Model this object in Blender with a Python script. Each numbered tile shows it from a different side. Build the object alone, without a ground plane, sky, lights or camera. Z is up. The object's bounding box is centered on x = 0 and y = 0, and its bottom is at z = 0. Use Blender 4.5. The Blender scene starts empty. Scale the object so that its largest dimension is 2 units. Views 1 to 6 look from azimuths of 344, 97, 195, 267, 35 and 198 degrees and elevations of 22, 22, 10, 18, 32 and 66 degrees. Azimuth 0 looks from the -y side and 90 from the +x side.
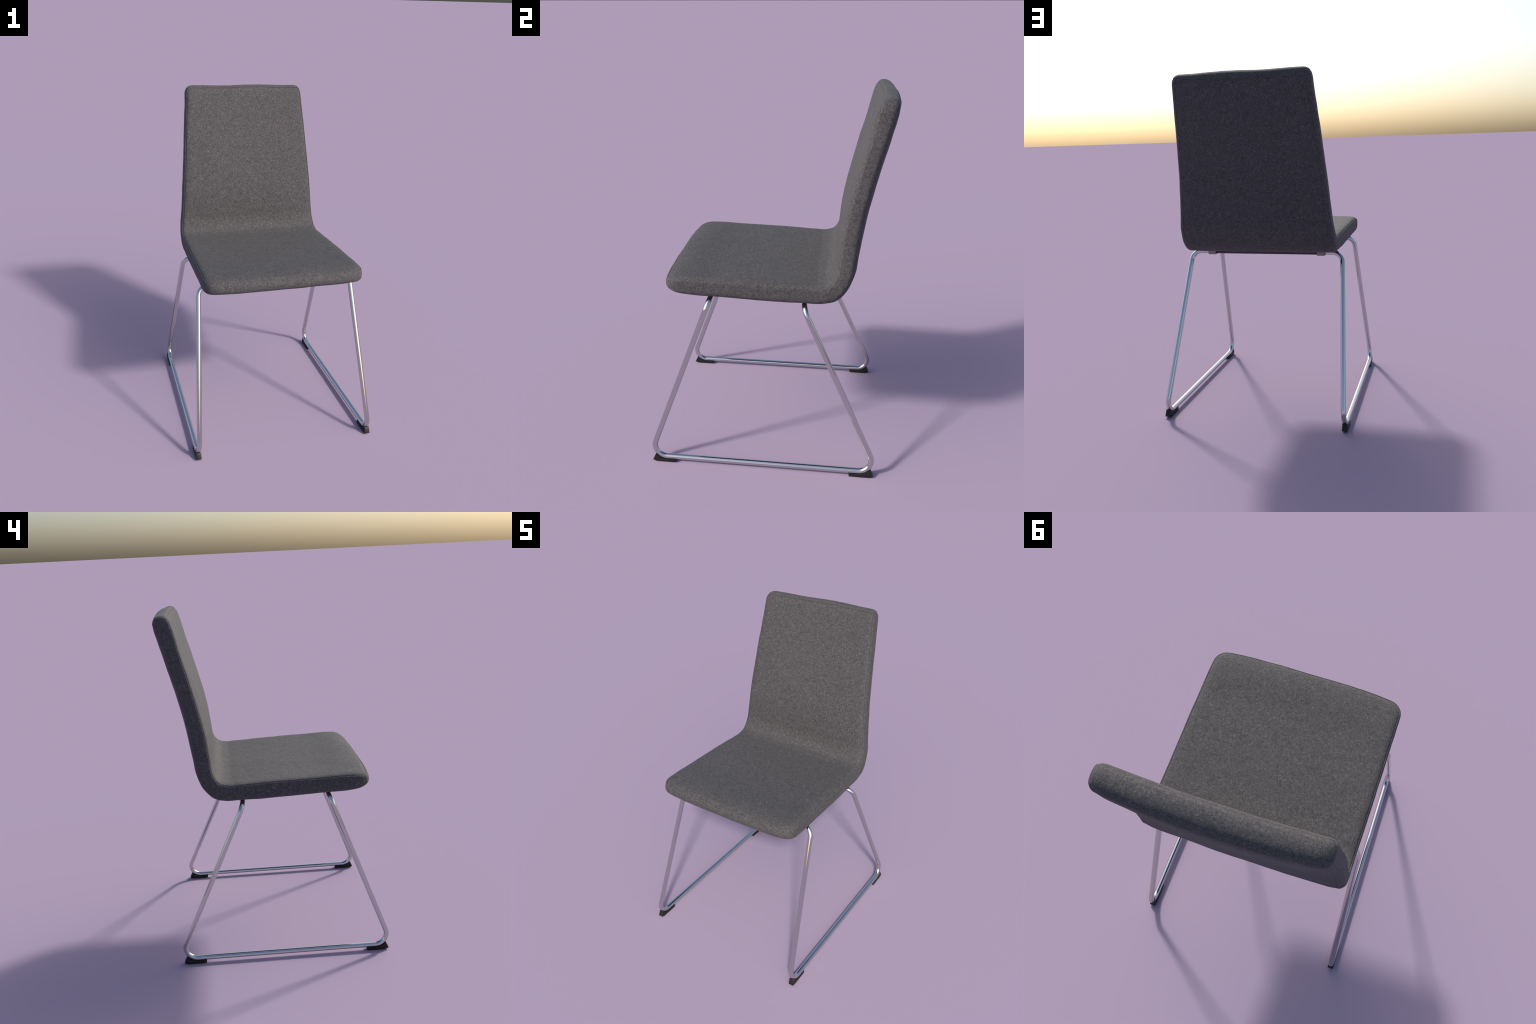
"""Upholstered side chair on a polished steel sled frame.

The cushion shell is one soft slab: it is laid out flat (length along the seat
and up the back, width across), given a rounded-rectangle outline, and bent
along two side profiles - the welt line on the sitting side and the lower edge
on the underside.  The legs are one bent tube per side.
"""
import bpy, math
import numpy as np
from mathutils import Vector, noise

# ----------------------------------------------------------------------------
# helpers
# ----------------------------------------------------------------------------
scene_col = bpy.context.scene.collection


def add_object(name, mesh, parent=None):
    ob = bpy.data.objects.new(name, mesh)
    scene_col.objects.link(ob)
    if parent is not None:
        ob.parent = parent
    return ob


def smoothstep(a, b, x):
    t = np.clip((x - a) / (b - a), 0.0, 1.0)
    return t * t * (3 - 2 * t)


class Spline:
    """Monotone-safe cubic (Catmull-Rom) through (t, value) knots, linear outside."""

    def __init__(self, t, v):
        self.t = np.asarray(t, float)
        self.v = np.asarray(v, float)
        dt = np.diff(self.t)
        d = np.diff(self.v) / dt
        m = np.empty_like(self.v)
        m[1:-1] = (d[:-1] * dt[1:] + d[1:] * dt[:-1]) / (dt[1:] + dt[:-1])
        m[0], m[-1] = d[0], d[-1]
        self.m = m

    def __call__(self, x):
        x = np.asarray(x, float)
        i = np.clip(np.searchsorted(self.t, x) - 1, 0, len(self.t) - 2)
        h = self.t[i + 1] - self.t[i]
        u = (x - self.t[i]) / h
        uc = np.clip(u, 0, 1)
        a = (1 + 2 * uc) * (1 - uc) ** 2 * self.v[i] + uc * (1 - uc) ** 2 * h * self.m[i]
        b = uc ** 2 * (3 - 2 * uc) * self.v[i + 1] + uc ** 2 * (uc - 1) * h * self.m[i + 1]
        lo = np.where(u < 0, u * h * self.m[0], 0)
        hi = np.where(u > 1, (u - 1) * h * self.m[-1], 0)
        return a + b + lo + hi


# ----------------------------------------------------------------------------
# materials
# ----------------------------------------------------------------------------
def new_material(name):
    m = bpy.data.materials.new(name)
    m.use_nodes = True
    nt = m.node_tree
    bsdf = nt.nodes["Principled BSDF"]
    return m, nt, bsdf


def make_fabric():
    """Grey melange cloth: fine crossed yarns, cloudy tone, short light slubs."""
    m, nt, bsdf = new_material("melange_cloth")
    N, L = nt.nodes, nt.links
    tc = N.new("ShaderNodeTexCoord")

    def yarn(scale, detail, seed):
        mp = N.new("ShaderNodeMapping")
        mp.inputs["Scale"].default_value = scale
        mp.inputs["Location"].default_value = seed
        L.new(tc.outputs["Object"], mp.inputs["Vector"])
        nz = N.new("ShaderNodeTexNoise")
        nz.inputs["Scale"].default_value = 1.0
        nz.inputs["Detail"].default_value = detail
        nz.inputs["Roughness"].default_value = 0.6
        L.new(mp.outputs["Vector"], nz.inputs["Vector"])
        return nz.outputs["Fac"]

    def math_node(op, a, b):
        n = N.new("ShaderNodeMath")
        n.operation = op
        for i, s in enumerate((a, b)):
            if isinstance(s, (int, float)):
                n.inputs[i].default_value = s
            else:
                L.new(s, n.inputs[i])
        return n.outputs[0]

    fine, coarse = 225, 66
    run_x = yarn((coarse, fine, fine), 2.0, (11, 5, 2))     # threads across the shell
    run_y = yarn((fine, coarse, fine), 2.0, (3, 1, 7))      # threads along the seat
    run_z = yarn((fine, fine, coarse), 2.0, (6, 13, 4))     # threads up the back
    cloud = yarn((38, 38, 38), 2.0, (1, 9, 4))
    threads = math_node("ADD", math_node("MULTIPLY", run_x, 0.25),
                        math_node("ADD", math_node("MULTIPLY", run_y, 0.31),
                                  math_node("MULTIPLY", run_z, 0.33)))
    tone = math_node("ADD", threads, math_node("MULTIPLY", cloud, 0.09))
    ramp = N.new("ShaderNodeValToRGB")
    cr = ramp.color_ramp
    cr.elements[0].position, cr.elements[0].color = FABRIC_RAMP[0]
    cr.elements[1].position, cr.elements[1].color = FABRIC_RAMP[-1]
    for pos, colr in FABRIC_RAMP[1:-1]:
        e = cr.elements.new(pos)
        e.color = colr
    L.new(tone, ramp.inputs["Fac"])
    L.new(ramp.outputs["Color"], bsdf.inputs["Base Color"])
    bsdf.inputs["Roughness"].default_value = FABRIC_ROUGH
    bsdf.inputs["Specular IOR Level"].default_value = FABRIC_SPEC
    bsdf.inputs["Sheen Weight"].default_value = FABRIC_SHEEN
    bsdf.inputs["Sheen Roughness"].default_value = 0.5
    bump = N.new("ShaderNodeBump")
    bump.inputs["Strength"].default_value = 0.25
    bump.inputs["Distance"].default_value = 0.002
    L.new(threads, bump.inputs["Height"])
    L.new(bump.outputs["Normal"], bsdf.inputs["Normal"])
    return m


FABRIC_RAMP = [(0.36, (0.0235, 0.0222, 0.0236, 1)),
               (0.46, (0.0490, 0.0465, 0.0488, 1)),
               (0.54, (0.0740, 0.0705, 0.0734, 1)),
               (0.66, (0.154, 0.148, 0.152, 1))]
FABRIC_ROUGH, FABRIC_SPEC, FABRIC_SHEEN = 0.85, 0.42, 0.04


def make_chrome():
    m, nt, bsdf = new_material("polished_chrome")
    N, L = nt.nodes, nt.links
    tc = N.new("ShaderNodeTexCoord")
    nz = N.new("ShaderNodeTexNoise")
    nz.inputs["Scale"].default_value = 35
    nz.inputs["Detail"].default_value = 3
    L.new(tc.outputs["Object"], nz.inputs["Vector"])
    mr = N.new("ShaderNodeMapRange")
    mr.inputs["To Min"].default_value = 0.03
    mr.inputs["To Max"].default_value = 0.07
    L.new(nz.outputs["Fac"], mr.inputs["Value"])
    L.new(mr.outputs["Result"], bsdf.inputs["Roughness"])
    bsdf.inputs["Base Color"].default_value = (0.60, 0.60, 0.60, 1)
    bsdf.inputs["Metallic"].default_value = 1.0
    return m


def make_plain(name, colour, rough, metallic=0.0, spec=0.5, grain=0.15):
    m, nt, bsdf = new_material(name)
    N, L = nt.nodes, nt.links
    tc = N.new("ShaderNodeTexCoord")
    nz = N.new("ShaderNodeTexNoise")
    nz.inputs["Scale"].default_value = 220
    nz.inputs["Detail"].default_value = 2
    L.new(tc.outputs["Object"], nz.inputs["Vector"])
    ramp = N.new("ShaderNodeValToRGB")
    ramp.color_ramp.elements[0].position = 0.3
    ramp.color_ramp.elements[1].position = 0.7
    ramp.color_ramp.elements[0].color = tuple(c * (1 - grain) for c in colour) + (1,)
    ramp.color_ramp.elements[1].color = tuple(c * (1 + grain) for c in colour) + (1,)
    L.new(nz.outputs["Fac"], ramp.inputs["Fac"])
    L.new(ramp.outputs["Color"], bsdf.inputs["Base Color"])
    bsdf.inputs["Roughness"].default_value = rough
    bsdf.inputs["Metallic"].default_value = metallic
    bsdf.inputs["Specular IOR Level"].default_value = spec
    return m


FABRIC = make_fabric()
CHROME = make_chrome()
BLACK_PLASTIC = make_plain("black_plastic", (0.009, 0.0087, 0.0085), 0.5, spec=0.35)
BLACK_STEEL = make_plain("black_steel", (0.022, 0.022, 0.024), 0.45)
GREY_BRACKET = make_plain("grey_bracket", (0.26, 0.24, 0.25), 0.45, 0.3)

# ----------------------------------------------------------------------------
# the chair
# ----------------------------------------------------------------------------
chair = bpy.data.objects.new("upholstered_chair", None)
scene_col.objects.link(chair)
chair["label"] = "grey fabric upholstered chair on a chromed steel sled frame"
chair["category"] = "chair"

# ---- cushion shell ----------------------------------------------------------
# paired side-profile stations (y, z): welt on the sitting side / lower edge,
# and the half width there
PROFILE = [
    # welt             lower edge       half width
    ((-0.513, 1.0755), (-0.511, 1.004), 0.4665),
    ((-0.450, 1.0795), (-0.445, 0.994), 0.4675),
    ((-0.250, 1.0765), (-0.250, 0.986), 0.4665),
    ((0.020, 1.070), (0.000, 0.975), 0.4635),
    ((0.200, 1.062), (0.200, 0.972), 0.4615),
    ((0.264, 1.061), (0.288, 0.973), 0.4605),
    ((0.311, 1.074), (0.354, 0.993), 0.4595),
    ((0.341, 1.103), (0.405, 1.049), 0.4575),
    ((0.359, 1.147), (0.4355, 1.124), 0.4525),
    ((0.368, 1.230), (0.4475, 1.215), 0.4435),
    ((0.385, 1.367), (0.466, 1.370), 0.4315),
    ((0.445, 1.640), (0.520, 1.632), 0.4100),
    ((0.483, 1.785), (0.561, 1.780), 0.3980),
    ((0.513, 1.912), (0.596, 1.907), 0.3865),
    ((0.533, 1.988), (0.613, 1.968), 0.3820),
]
welt_pts = np.array([p[0] for p in PROFILE])
edge_pts = np.array([p[1] for p in PROFILE])
mid_pts = (welt_pts + edge_pts) / 2
arc = np.concatenate([[0], np.cumsum(np.linalg.norm(np.diff(mid_pts, axis=0), axis=1))])
LENGTH = arc[-1]
welt_y, welt_z = Spline(arc, welt_pts[:, 0]), Spline(arc, welt_pts[:, 1])
edge_y, edge_z = Spline(arc, edge_pts[:, 0]), Spline(arc, edge_pts[:, 1])
half_w = Spline(arc, [p[2] for p in PROFILE])
SIDE_SEAM_AT = arc[5] + 0.6 * (arc[6] - arc[5])

W0 = 0.475            # half width of the flat layout
CORNER = 0.066        # outline corner size
NOSE_SQ, TOP_SQ = 2.5, 3.7   # corner squareness (2 = circular) at the front / at the top
NOSE_BOW = 0.023      # front edge bows forward in the middle
# how far the middle of each face stands back from its edges
FACE_HOLLOW = Spline([0, arc[5], arc[7], arc[9], arc[11], arc[-1]], [0.0, 0.002, 0.003, -0.001, 0.006, 0.013])
REAR_HOLLOW = Spline([0, arc[5], arc[7], arc[9], arc[10], arc[11], arc[12], arc[-1]],
                     [0.0, 0.000, 0.004, 0.016, 0.029, 0.036, 0.034, 0.020])


def graded(length, inner_step, edge_steps):
    """Positions 0..length with small steps at both ends."""
    head = np.concatenate([[0], np.cumsum(edge_steps)])
    n = max(2, int(round((length - 2 * head[-1]) / inner_step)))
    mid = np.linspace(head[-1], length - head[-1], n + 1)[1:-1]
    return np.concatenate([head, mid, length - head[::-1]])


EDGE_STEPS = [0.0015, 0.0013, 0.0011, 0.0010, 0.0011, 0.0013, 0.0017, 0.0025, 0.0035, 0.0045, 0.0055, 0.0070, 0.0080, 0.0080, 0.0090, 0.0090]
assert abs(sum(EDGE_STEPS) - CORNER) < 1e-6
gs = graded(LENGTH, 0.009, EDGE_STEPS)          # along the shell
gs = gs[np.abs(gs - SIDE_SEAM_AT) > 0.006]
gs = np.sort(np.concatenate([gs, SIDE_SEAM_AT + np.array([-0.0045, -0.0025, -0.0012, 0, 0.0012, 0.0025, 0.0045])]))
gx = graded(2 * W0, 0.010, EDGE_STEPS) - W0     # across it
NS, NX = len(gs), len(gx)


def flat_grid(inset):
    """Flat positions of the panel grid, outline shrunk by `inset`,
    with square corners pulled round."""
    s, x = np.meshgrid(gs, gx, indexing="ij")
    c0, c1 = CORNER, LENGTH - CORNER
    cs = np.where(s < c0, c0, np.where(s > c1, c1, s))
    cx = np.clip(x, -W0 + CORNER, W0 - CORNER)
    ds, dx = s - cs, x - cx
    a, b = np.abs(ds), np.abs(dx)
    m = np.maximum(a, b)
    both = (a > 1e-9) & (b > 1e-9)
    ang = np.where(a >= b, (math.pi / 4) * b / np.maximum(a, 1e-9),
                   math.pi / 2 - (math.pi / 4) * a / np.maximum(b, 1e-9))
    p = np.where(s > LENGTH / 2, TOP_SQ, NOSE_SQ)
    ca, sa = np.abs(np.cos(ang)), np.abs(np.sin(ang))
    k = 1.0 / (ca ** p + sa ** p) ** (1 / p)
    ra = np.where(both, m * ca * k, a) * (1 - inset / CORNER)
    rb = np.where(both, m * sa * k, b) * (1 - inset / CORNER)
    depth = CORNER - (ra ** p + rb ** p) ** (1 / p)      # distance in from the outline
    inner = np.minimum(np.minimum(s, LENGTH - s), W0 - np.abs(x))
    depth = np.where((a < 1e-9) & (b < 1e-9), np.maximum(inner, CORNER), depth)
    return cs + np.sign(ds) * ra, cx + np.sign(dx) * rb, depth


def rim_points():
    """Outline base points and outward normals, in loop order, at zero inset."""
    loop = ([(0, j) for j in range(NX)] + [(i, NX - 1) for i in range(1, NS)] +
            [(NS - 1, j) for j in range(NX - 2, -1, -1)] + [(i, 0) for i in range(NS - 2, 0, -1)])
    s, x, _ = flat_grid(0.0)
    pts = np.array([(s[i, j], x[i, j]) for i, j in loop])
    cen = np.stack([np.clip(pts[:, 0], CORNER, LENGTH - CORNER),
                    np.clip(pts[:, 1], -W0 + CORNER, W0 - CORNER)], 1)
    nrm = pts - cen
    p = np.where(pts[:, :1] > LENGTH / 2, TOP_SQ, NOSE_SQ)
    nrm = np.sign(nrm) * (np.abs(nrm) / CORNER) ** (p - 1)
    nrm /= np.linalg.norm(nrm, axis=1)[:, None]
    return loop, pts, nrm


def bend(s, x, h, lift):
    """Flat layout -> chair.  h: 0 lower edge .. 1 welt, lift: metres beyond,
    along the thickness."""
    s = np.asarray(s, float)
    x = np.asarray(x, float)
    u = np.clip(np.abs(x) / W0, 0, 1.05)
    bow = NOSE_BOW * (1 - u ** 4) * (1 - smoothstep(0.0, 0.16, s))
    crest = (0.006 * (1 - u ** 2) + 0.0022 * np.sin(13 * x + 0.5)) * smoothstep(LENGTH - 0.2, LENGTH, s)
    t = s - bow + crest
    wy, wz, ey, ez = welt_y(t), welt_z(t), edge_y(t), edge_z(t)
    ny, nz = wy - ey, wz - ez
    ln = np.hypot(ny, nz)
    ny, nz = ny / ln, nz / ln
    tc = np.clip(t, 0, LENGTH)
    off = lift - (h * FACE_HOLLOW(tc) + (1 - h) * REAR_HOLLOW(tc)) * (1 - u ** 2)
    y = ey + (wy - ey) * h + ny * off
    z = ez + (wz - ez) * h + nz * off
    return np.stack([x * half_w(t) / W0, y, z], -1)


def softness(P, amp, scale, seed):
    return amp * noise.noise(Vector((P[0] * scale + seed, P[1] * scale, P[2] * scale)))


WELT_AT = 0.0049       # the welt groove lies this far in from the outline


def groove(dist, depth, width):
    return -depth * np.exp(-(dist / width) ** 2)


def build_shell():
    """Returns vertices, faces and each face's position along the shell."""
    verts, faces, face_s = [], [], []

    def quad(f, along):
        faces.append(f)
        face_s.append(along)

    # sitting side: the band rolls over the edge, drops into the welt groove,
    # then the panel swells up
    s, x, d = flat_grid(0.0)
    seatness = 1 - smoothstep(arc[4] - 0.1, arc[8], s)
    u = np.abs(x) / W0
    roll = (0.0028 * (1 - np.exp(-d / 0.0020)) + groove(d - WELT_AT, 0.0030, 0.0014)
            + 0.0105 * (1 - np.exp(-np.maximum(d - WELT_AT, 0) / 0.012)))
    crown = (0.005 - 0.009 * seatness) * smoothstep(0.02, 0.22, d)
    crown = crown + 0.006 * np.exp(-((s - 0.08) / 0.12) ** 2) * (1 - u ** 6)
    top = bend(s, x, 1.0, roll + crown)
    top_id = np.arange(NS * NX).reshape(NS, NX)
    verts += list(top.reshape(-1, 3))
    for i in range(NS - 1):
        for j in range(NX - 1):
            quad((top_id[i, j], top_id[i + 1, j], top_id[i + 1, j + 1], top_id[i, j + 1]), (gs[i] + gs[i + 1]) / 2)
    loop, pts, nrm = rim_points()
    n = len(loop)
    # upright seams in the boxing band: at the four corners and at the two bends
    step = np.linalg.norm(np.roll(pts, -1, 0) - pts, axis=1)
    run = np.concatenate([[0], np.cumsum(step)[:-1]])
    total = step.sum()
    seam_dip = np.zeros(n)
    diag = math.sqrt(0.5)
    targets = [(cs + a * CORNER * diag, cx + b * CORNER * diag)
               for cs, a in ((CORNER, -1), (LENGTH - CORNER, 1))
               for cx, b in ((-W0 + CORNER, -1), (W0 - CORNER, 1))]
    targets += [(SIDE_SEAM_AT, -W0), (SIDE_SEAM_AT, W0)]
    for q in targets:
        k = int(np.argmin(np.linalg.norm(pts - np.array(q), axis=1)))
        dist = np.abs(run - run[k])
        dist = np.minimum(dist, total - dist)
        seam_dip += groove(dist, 0.0022, 0.0018)
    # boxing band: (height fraction, outward bulge) from welt to lower round
    band = [(0.985, 0.0014), (0.955, 0.0030), (0.92, 0.0040), (0.86, 0.0048), (0.76, 0.0054),
            (0.64, 0.0057), (0.52, 0.0057), (0.40, 0.0054), (0.30, 0.0046), (0.21, 0.0022),
            (0.135, -0.003), (0.075, -0.0085), (0.035, -0.0145)]
    at_top = np.clip(nrm[:, 0], 0, 1)
    at_nose = np.clip(-nrm[:, 0], 0, 1)
    ring_prev = [top_id[i, j] for i, j in loop]
    mid_s = np.array([(gs[loop[k][0]] + gs[loop[(k + 1) % n][0]]) / 2 for k in range(n)])
    for h, b in band:
        swell = 0.011 * math.sin(math.pi * min(1, (1 - h) / 0.95)) ** 0.8
        fade = 1.0 if h > 0.1 else 0.5
        out = b + at_top * swell + at_nose * swell * 0.75 + seam_dip * fade
        P = bend(pts[:, 0] + nrm[:, 0] * out, pts[:, 1] + nrm[:, 1] * out, h, 0.0)
        base = len(verts)
        verts += list(P)
        ring = list(range(base, base + n))
        for k in range(n):
            k2 = (k + 1) % n
            quad((ring_prev[k], ring_prev[k2], ring[k2], ring[k]), mid_s[k])
        ring_prev = ring
    # underside / back panel, with its own shallow seam
    s, x, d = flat_grid(0.021)
    d = d - 0.021
    belly = -0.0005 - (0.004 - 0.004 * (1 - smoothstep(arc[4], arc[8], s))) * smoothstep(0.0, 0.05, d) - groove(d - 0.003, 0.0016, 0.0014)
    bot = bend(s, x, 0.012, belly)
    base = len(verts)
    verts += list(bot.reshape(-1, 3))
    bot_id = base + np.arange(NS * NX).reshape(NS, NX)
    for i in range(NS - 1):
        for j in range(NX - 1):
            quad((bot_id[i, j], bot_id[i, j + 1], bot_id[i + 1, j + 1], bot_id[i + 1, j]), (gs[i] + gs[i + 1]) / 2)
    ring = [bot_id[i, j] for i, j in loop]
    for k in range(n):
        k2 = (k + 1) % n
        quad((ring_prev[k], ring_prev[k2], ring[k2], ring[k]), mid_s[k])
    return verts, faces, np.array(face_s)


shell_verts, shell_faces, shell_along = build_shell()
# make the faces look outward, then let the stuffing ripple a little
vol = 0.0
co = np.array(shell_verts)
for f in shell_faces:
    a, b, c = co[f[0]], co[f[1]], co[f[2]]
    vol += np.dot(a, np.cross(b, c))
if vol < 0:
    shell_faces = [tuple(reversed(f)) for f in shell_faces]


def vertex_normals(co, faces):
    F = np.array(faces)
    n = np.cross(co[F[:, 2]] - co[F[:, 0]], co[F[:, 3]] - co[F[:, 1]])
    N = np.zeros_like(co)
    for k in range(4):
        np.add.at(N, F[:, k], n)
    return N / np.maximum(np.linalg.norm(N, axis=1), 1e-12)[:, None]


Nrm = vertex_normals(co, shell_faces)
ripple = np.array([softness(p, 0.0018, 7.0, 3.1) + softness(p, 0.0009, 19.0, 8.7) for p in co])
co = co + Nrm * ripple[:, None]
Nrm = vertex_normals(co, shell_faces)


def cushion_part(name, keep):
    """One region of the shell, sharing border vertices and smooth normals."""
    used, remap, fs = [], {}, []
    for f in keep:
        g = []
        for v in f:
            if v not in remap:
                remap[v] = len(used)
                used.append(v)
            g.append(remap[v])
        fs.append(g)
    me = bpy.data.meshes.new(name)
    me.from_pydata([tuple(co[v]) for v in used], [], fs)
    me.polygons.foreach_set("use_smooth", [True] * len(fs))
    me.update()
    me.normals_split_custom_set_from_vertices([tuple(Nrm[v]) for v in used])
    me.materials.append(FABRIC)
    return add_object(name, me, chair)


# seat / backrest divide: the row of the side seam
seat_faces = [f for f, q in zip(shell_faces, shell_along) if q < SIDE_SEAM_AT]
back_faces = [f for f, q in zip(shell_faces, shell_along) if q > SIDE_SEAM_AT]
cushion_part("seat", seat_faces)
cushion_part("backrest", back_faces)


# ---- tubes ------------------------------------------------------------------
def fillet_path(points, radii, step=0.008):
    """Polyline with rounded corners."""
    P = [np.array(p, float) for p in points]
    out = [P[0]]
    for i in range(1, len(P) - 1):
        a = P[i - 1] - P[i]
        b = P[i + 1] - P[i]
        la, lb = np.linalg.norm(a), np.linalg.norm(b)
        a, b = a / la, b / lb
        th = math.acos(np.clip(a @ b, -1, 1))
        r = radii[i - 1]
        tl = r / math.tan(th / 2)
        c = P[i] + (a + b) / np.linalg.norm(a + b) * (r / math.sin(th / 2))
        p0, p1 = P[i] + a * tl, P[i] + b * tl
        u, v = (p0 - c) / r, (p1 - c) / r
        ang = math.acos(np.clip(u @ v, -1, 1))
        n = max(6, int(ang * r / step))
        for k in range(n + 1):
            q = k / n
            out.append(c + r * (math.sin((1 - q) * ang) * u + math.sin(q * ang) * v) / math.sin(ang))
    out.append(P[-1])
    return np.array(out)


def tube_mesh(name, path, radius, sides=28, material=CHROME, cap=True):
    t = np.gradient(path, axis=0)
    t /= np.linalg.norm(t, axis=1)[:, None]
    ref = np.array([0, 0, 1.0]) if abs(t[0][2]) < 0.9 else np.array([1.0, 0, 0])
    nrm = np.cross(t[0], ref)
    nrm /= np.linalg.norm(nrm)
    verts, faces = [], []
    for i, p in enumerate(path):
        nrm = nrm - t[i] * (nrm @ t[i])
        nrm /= np.linalg.norm(nrm)
        bi = np.cross(t[i], nrm)
        for k in range(sides):
            a = 2 * math.pi * k / sides
            verts.append(p + radius * (math.cos(a) * nrm + math.sin(a) * bi))
    for i in range(len(path) - 1):
        for k in range(sides):
            k2 = (k + 1) % sides
            faces.append((i * sides + k, i * sides + k2, (i + 1) * sides + k2, (i + 1) * sides + k))
    smooth = [True] * len(faces)
    if cap:
        faces.append(tuple(range(sides - 1, -1, -1)))
        last = (len(path) - 1) * sides
        faces.append(tuple(range(last, last + sides)))
        smooth += [False, False]
    me = bpy.data.meshes.new(name)
    me.from_pydata([tuple(v) for v in verts], [], faces)
    me.polygons.foreach_set("use_smooth", smooth)
    me.materials.append(material)
    me.update()
    return me


TUBE_R = 0.0150
RAIL_Z = 0.0290
BEND_R = 0.068
FRONT_BAR = (-0.297, 0.972)      # y, z of the cross arms under the seat
REAR_BAR = (0.192, 0.956)
ARM_END = 0.335


def leg_x(y_front, z):
    """Splay: half distance between the two side frames at height z."""
    return (0.5314 - 0.0701 * (z - 0.1)) if y_front else (0.5305 - 0.0659 * (z - 0.1))


def leg_y(front, z):
    return (-0.6214 + 0.3718 * (z - 0.1)) if front else (0.5818 - 0.4558 * (z - 0.1))


def frame_path(sx):
    pts = [(ARM_END, leg_y(False, REAR_BAR[1]), REAR_BAR[1]),
           (leg_x(False, REAR_BAR[1]), leg_y(False, REAR_BAR[1]), REAR_BAR[1]),
           (leg_x(False, RAIL_Z), leg_y(False, RAIL_Z), RAIL_Z),
           (leg_x(True, RAIL_Z), leg_y(True, RAIL_Z), RAIL_Z),
           (leg_x(True, FRONT_BAR[1]), leg_y(True, FRONT_BAR[1]), FRONT_BAR[1]),
           (ARM_END, leg_y(True, FRONT_BAR[1]), FRONT_BAR[1])]
    pts = [(sx * p[0], p[1], p[2]) for p in pts]
    return fillet_path(pts, [0.062, BEND_R, BEND_R, 0.062])


frames = []
for sx in (1, -1):
    frames.append(add_object("leg_frame", tube_mesh("leg_frame", frame_path(sx), TUBE_R), chair))

# black cross bars between the two frames, under the seat
for front, z in ((True, FRONT_BAR[1]), (False, REAR_BAR[1])):
    y = leg_y(front, z)
    bar = tube_mesh("cross_bar", np.array([(x, y, z - 0.0008) for x in np.linspace(-ARM_END, ARM_END, 9)]),
                    TUBE_R * 0.93, 20, BLACK_STEEL)
    add_object("cross_bar", bar, chair)


# ---- brackets that clamp the arms to the seat --------------------------------
def prism(name, outline, x0, x1, material, bevel=0.0015):
    """Extrude a (y, z) outline along x, edges eased."""
    n = len(outline)
    v = [(x0, p[0], p[1]) for p in outline] + [(x1, p[0], p[1]) for p in outline]
    f = [tuple(range(n)), tuple(range(2 * n - 1, n - 1, -1))]
    f += [(i, i + n, (i + 1) % n + n, (i + 1) % n) for i in range(n)]
    me = bpy.data.meshes.new(name)
    me.from_pydata(v, [], f)
    import bmesh
    bm = bmesh.new()
    bm.from_mesh(me)
    bmesh.ops.recalc_face_normals(bm, faces=bm.faces)
    if bevel > 0:
        sharp = [e for e in bm.edges if len(e.link_faces) == 2 and e.calc_face_angle(0) > 0.6]
        bmesh.ops.bevel(bm, geom=sharp, offset=bevel, segments=2, affect="EDGES", profile=0.5)
    bm.to_mesh(me)
    bm.free()
    me.materials.append(material)
    for p in me.polygons:
        p.use_smooth = True
    me.set_sharp_from_angle(angle=math.radians(35))
    return me


for front, z in ((True, FRONT_BAR[1]), (False, REAR_BAR[1])):
    y = leg_y(front, z)
    r = TUBE_R + 0.0035
    saddle = [(-0.030, 0.020), (-0.030, 0.012), (-r, 0.010), (-r, -0.010), (-r + 0.006, -r - 0.001),
              (r - 0.006, -r - 0.001), (r, -0.010), (r, 0.010), (0.030, 0.012), (0.030, 0.020)]
    me = prism("clamp", saddle, -0.024, 0.024, GREY_BRACKET, 0.0012)
    for sx in (1, -1):
        ob = add_object("clamp", me, chair)
        ob.location = (sx * 0.345, y, z)

# ---- feet ---------------------------------------------------------------------
# wedge glides: flat sole, raked outer end, top hugging the bend of the tube


def foot_mesh(front):
    sgn = -1 if front else 1
    yo = 0.6305 if front else 0.5895        # outer sole end
    yi = 0.4975 if front else 0.4575        # inner sole end
    # centre of the tube's bend, seen from the side
    up = np.array([leg_y(front, 1) - leg_y(front, 0), 1.0])
    up /= np.linalg.norm(up)
    open_angle = math.acos(-sgn * up[0])
    yc = leg_y(front, RAIL_Z) * sgn - BEND_R / math.tan(open_angle / 2)
    zc = RAIL_Z + BEND_R
    ro = BEND_R + TUBE_R - 0.003            # bite slightly into the tube
    top = [(sgn * yi, zc - ro)]
    for q in np.linspace(0, math.radians(51), 9):
        top.append((sgn * (yc + ro * math.sin(q)), zc - ro * math.cos(q)))
    outline = [(sgn * (yi + 0.003), 0.0), (sgn * (yo - 0.018), 0.0), (sgn * yo, 0.0085)] + top[::-1]
    return prism("foot", outline, -0.0152, 0.0152, BLACK_PLASTIC, 0.001)


for front in (True, False):
    me = foot_mesh(front)
    for sx in (1, -1):
        ob = add_object("foot", me, chair)
        ob.location = (sx * 0.5365, 0, 0)
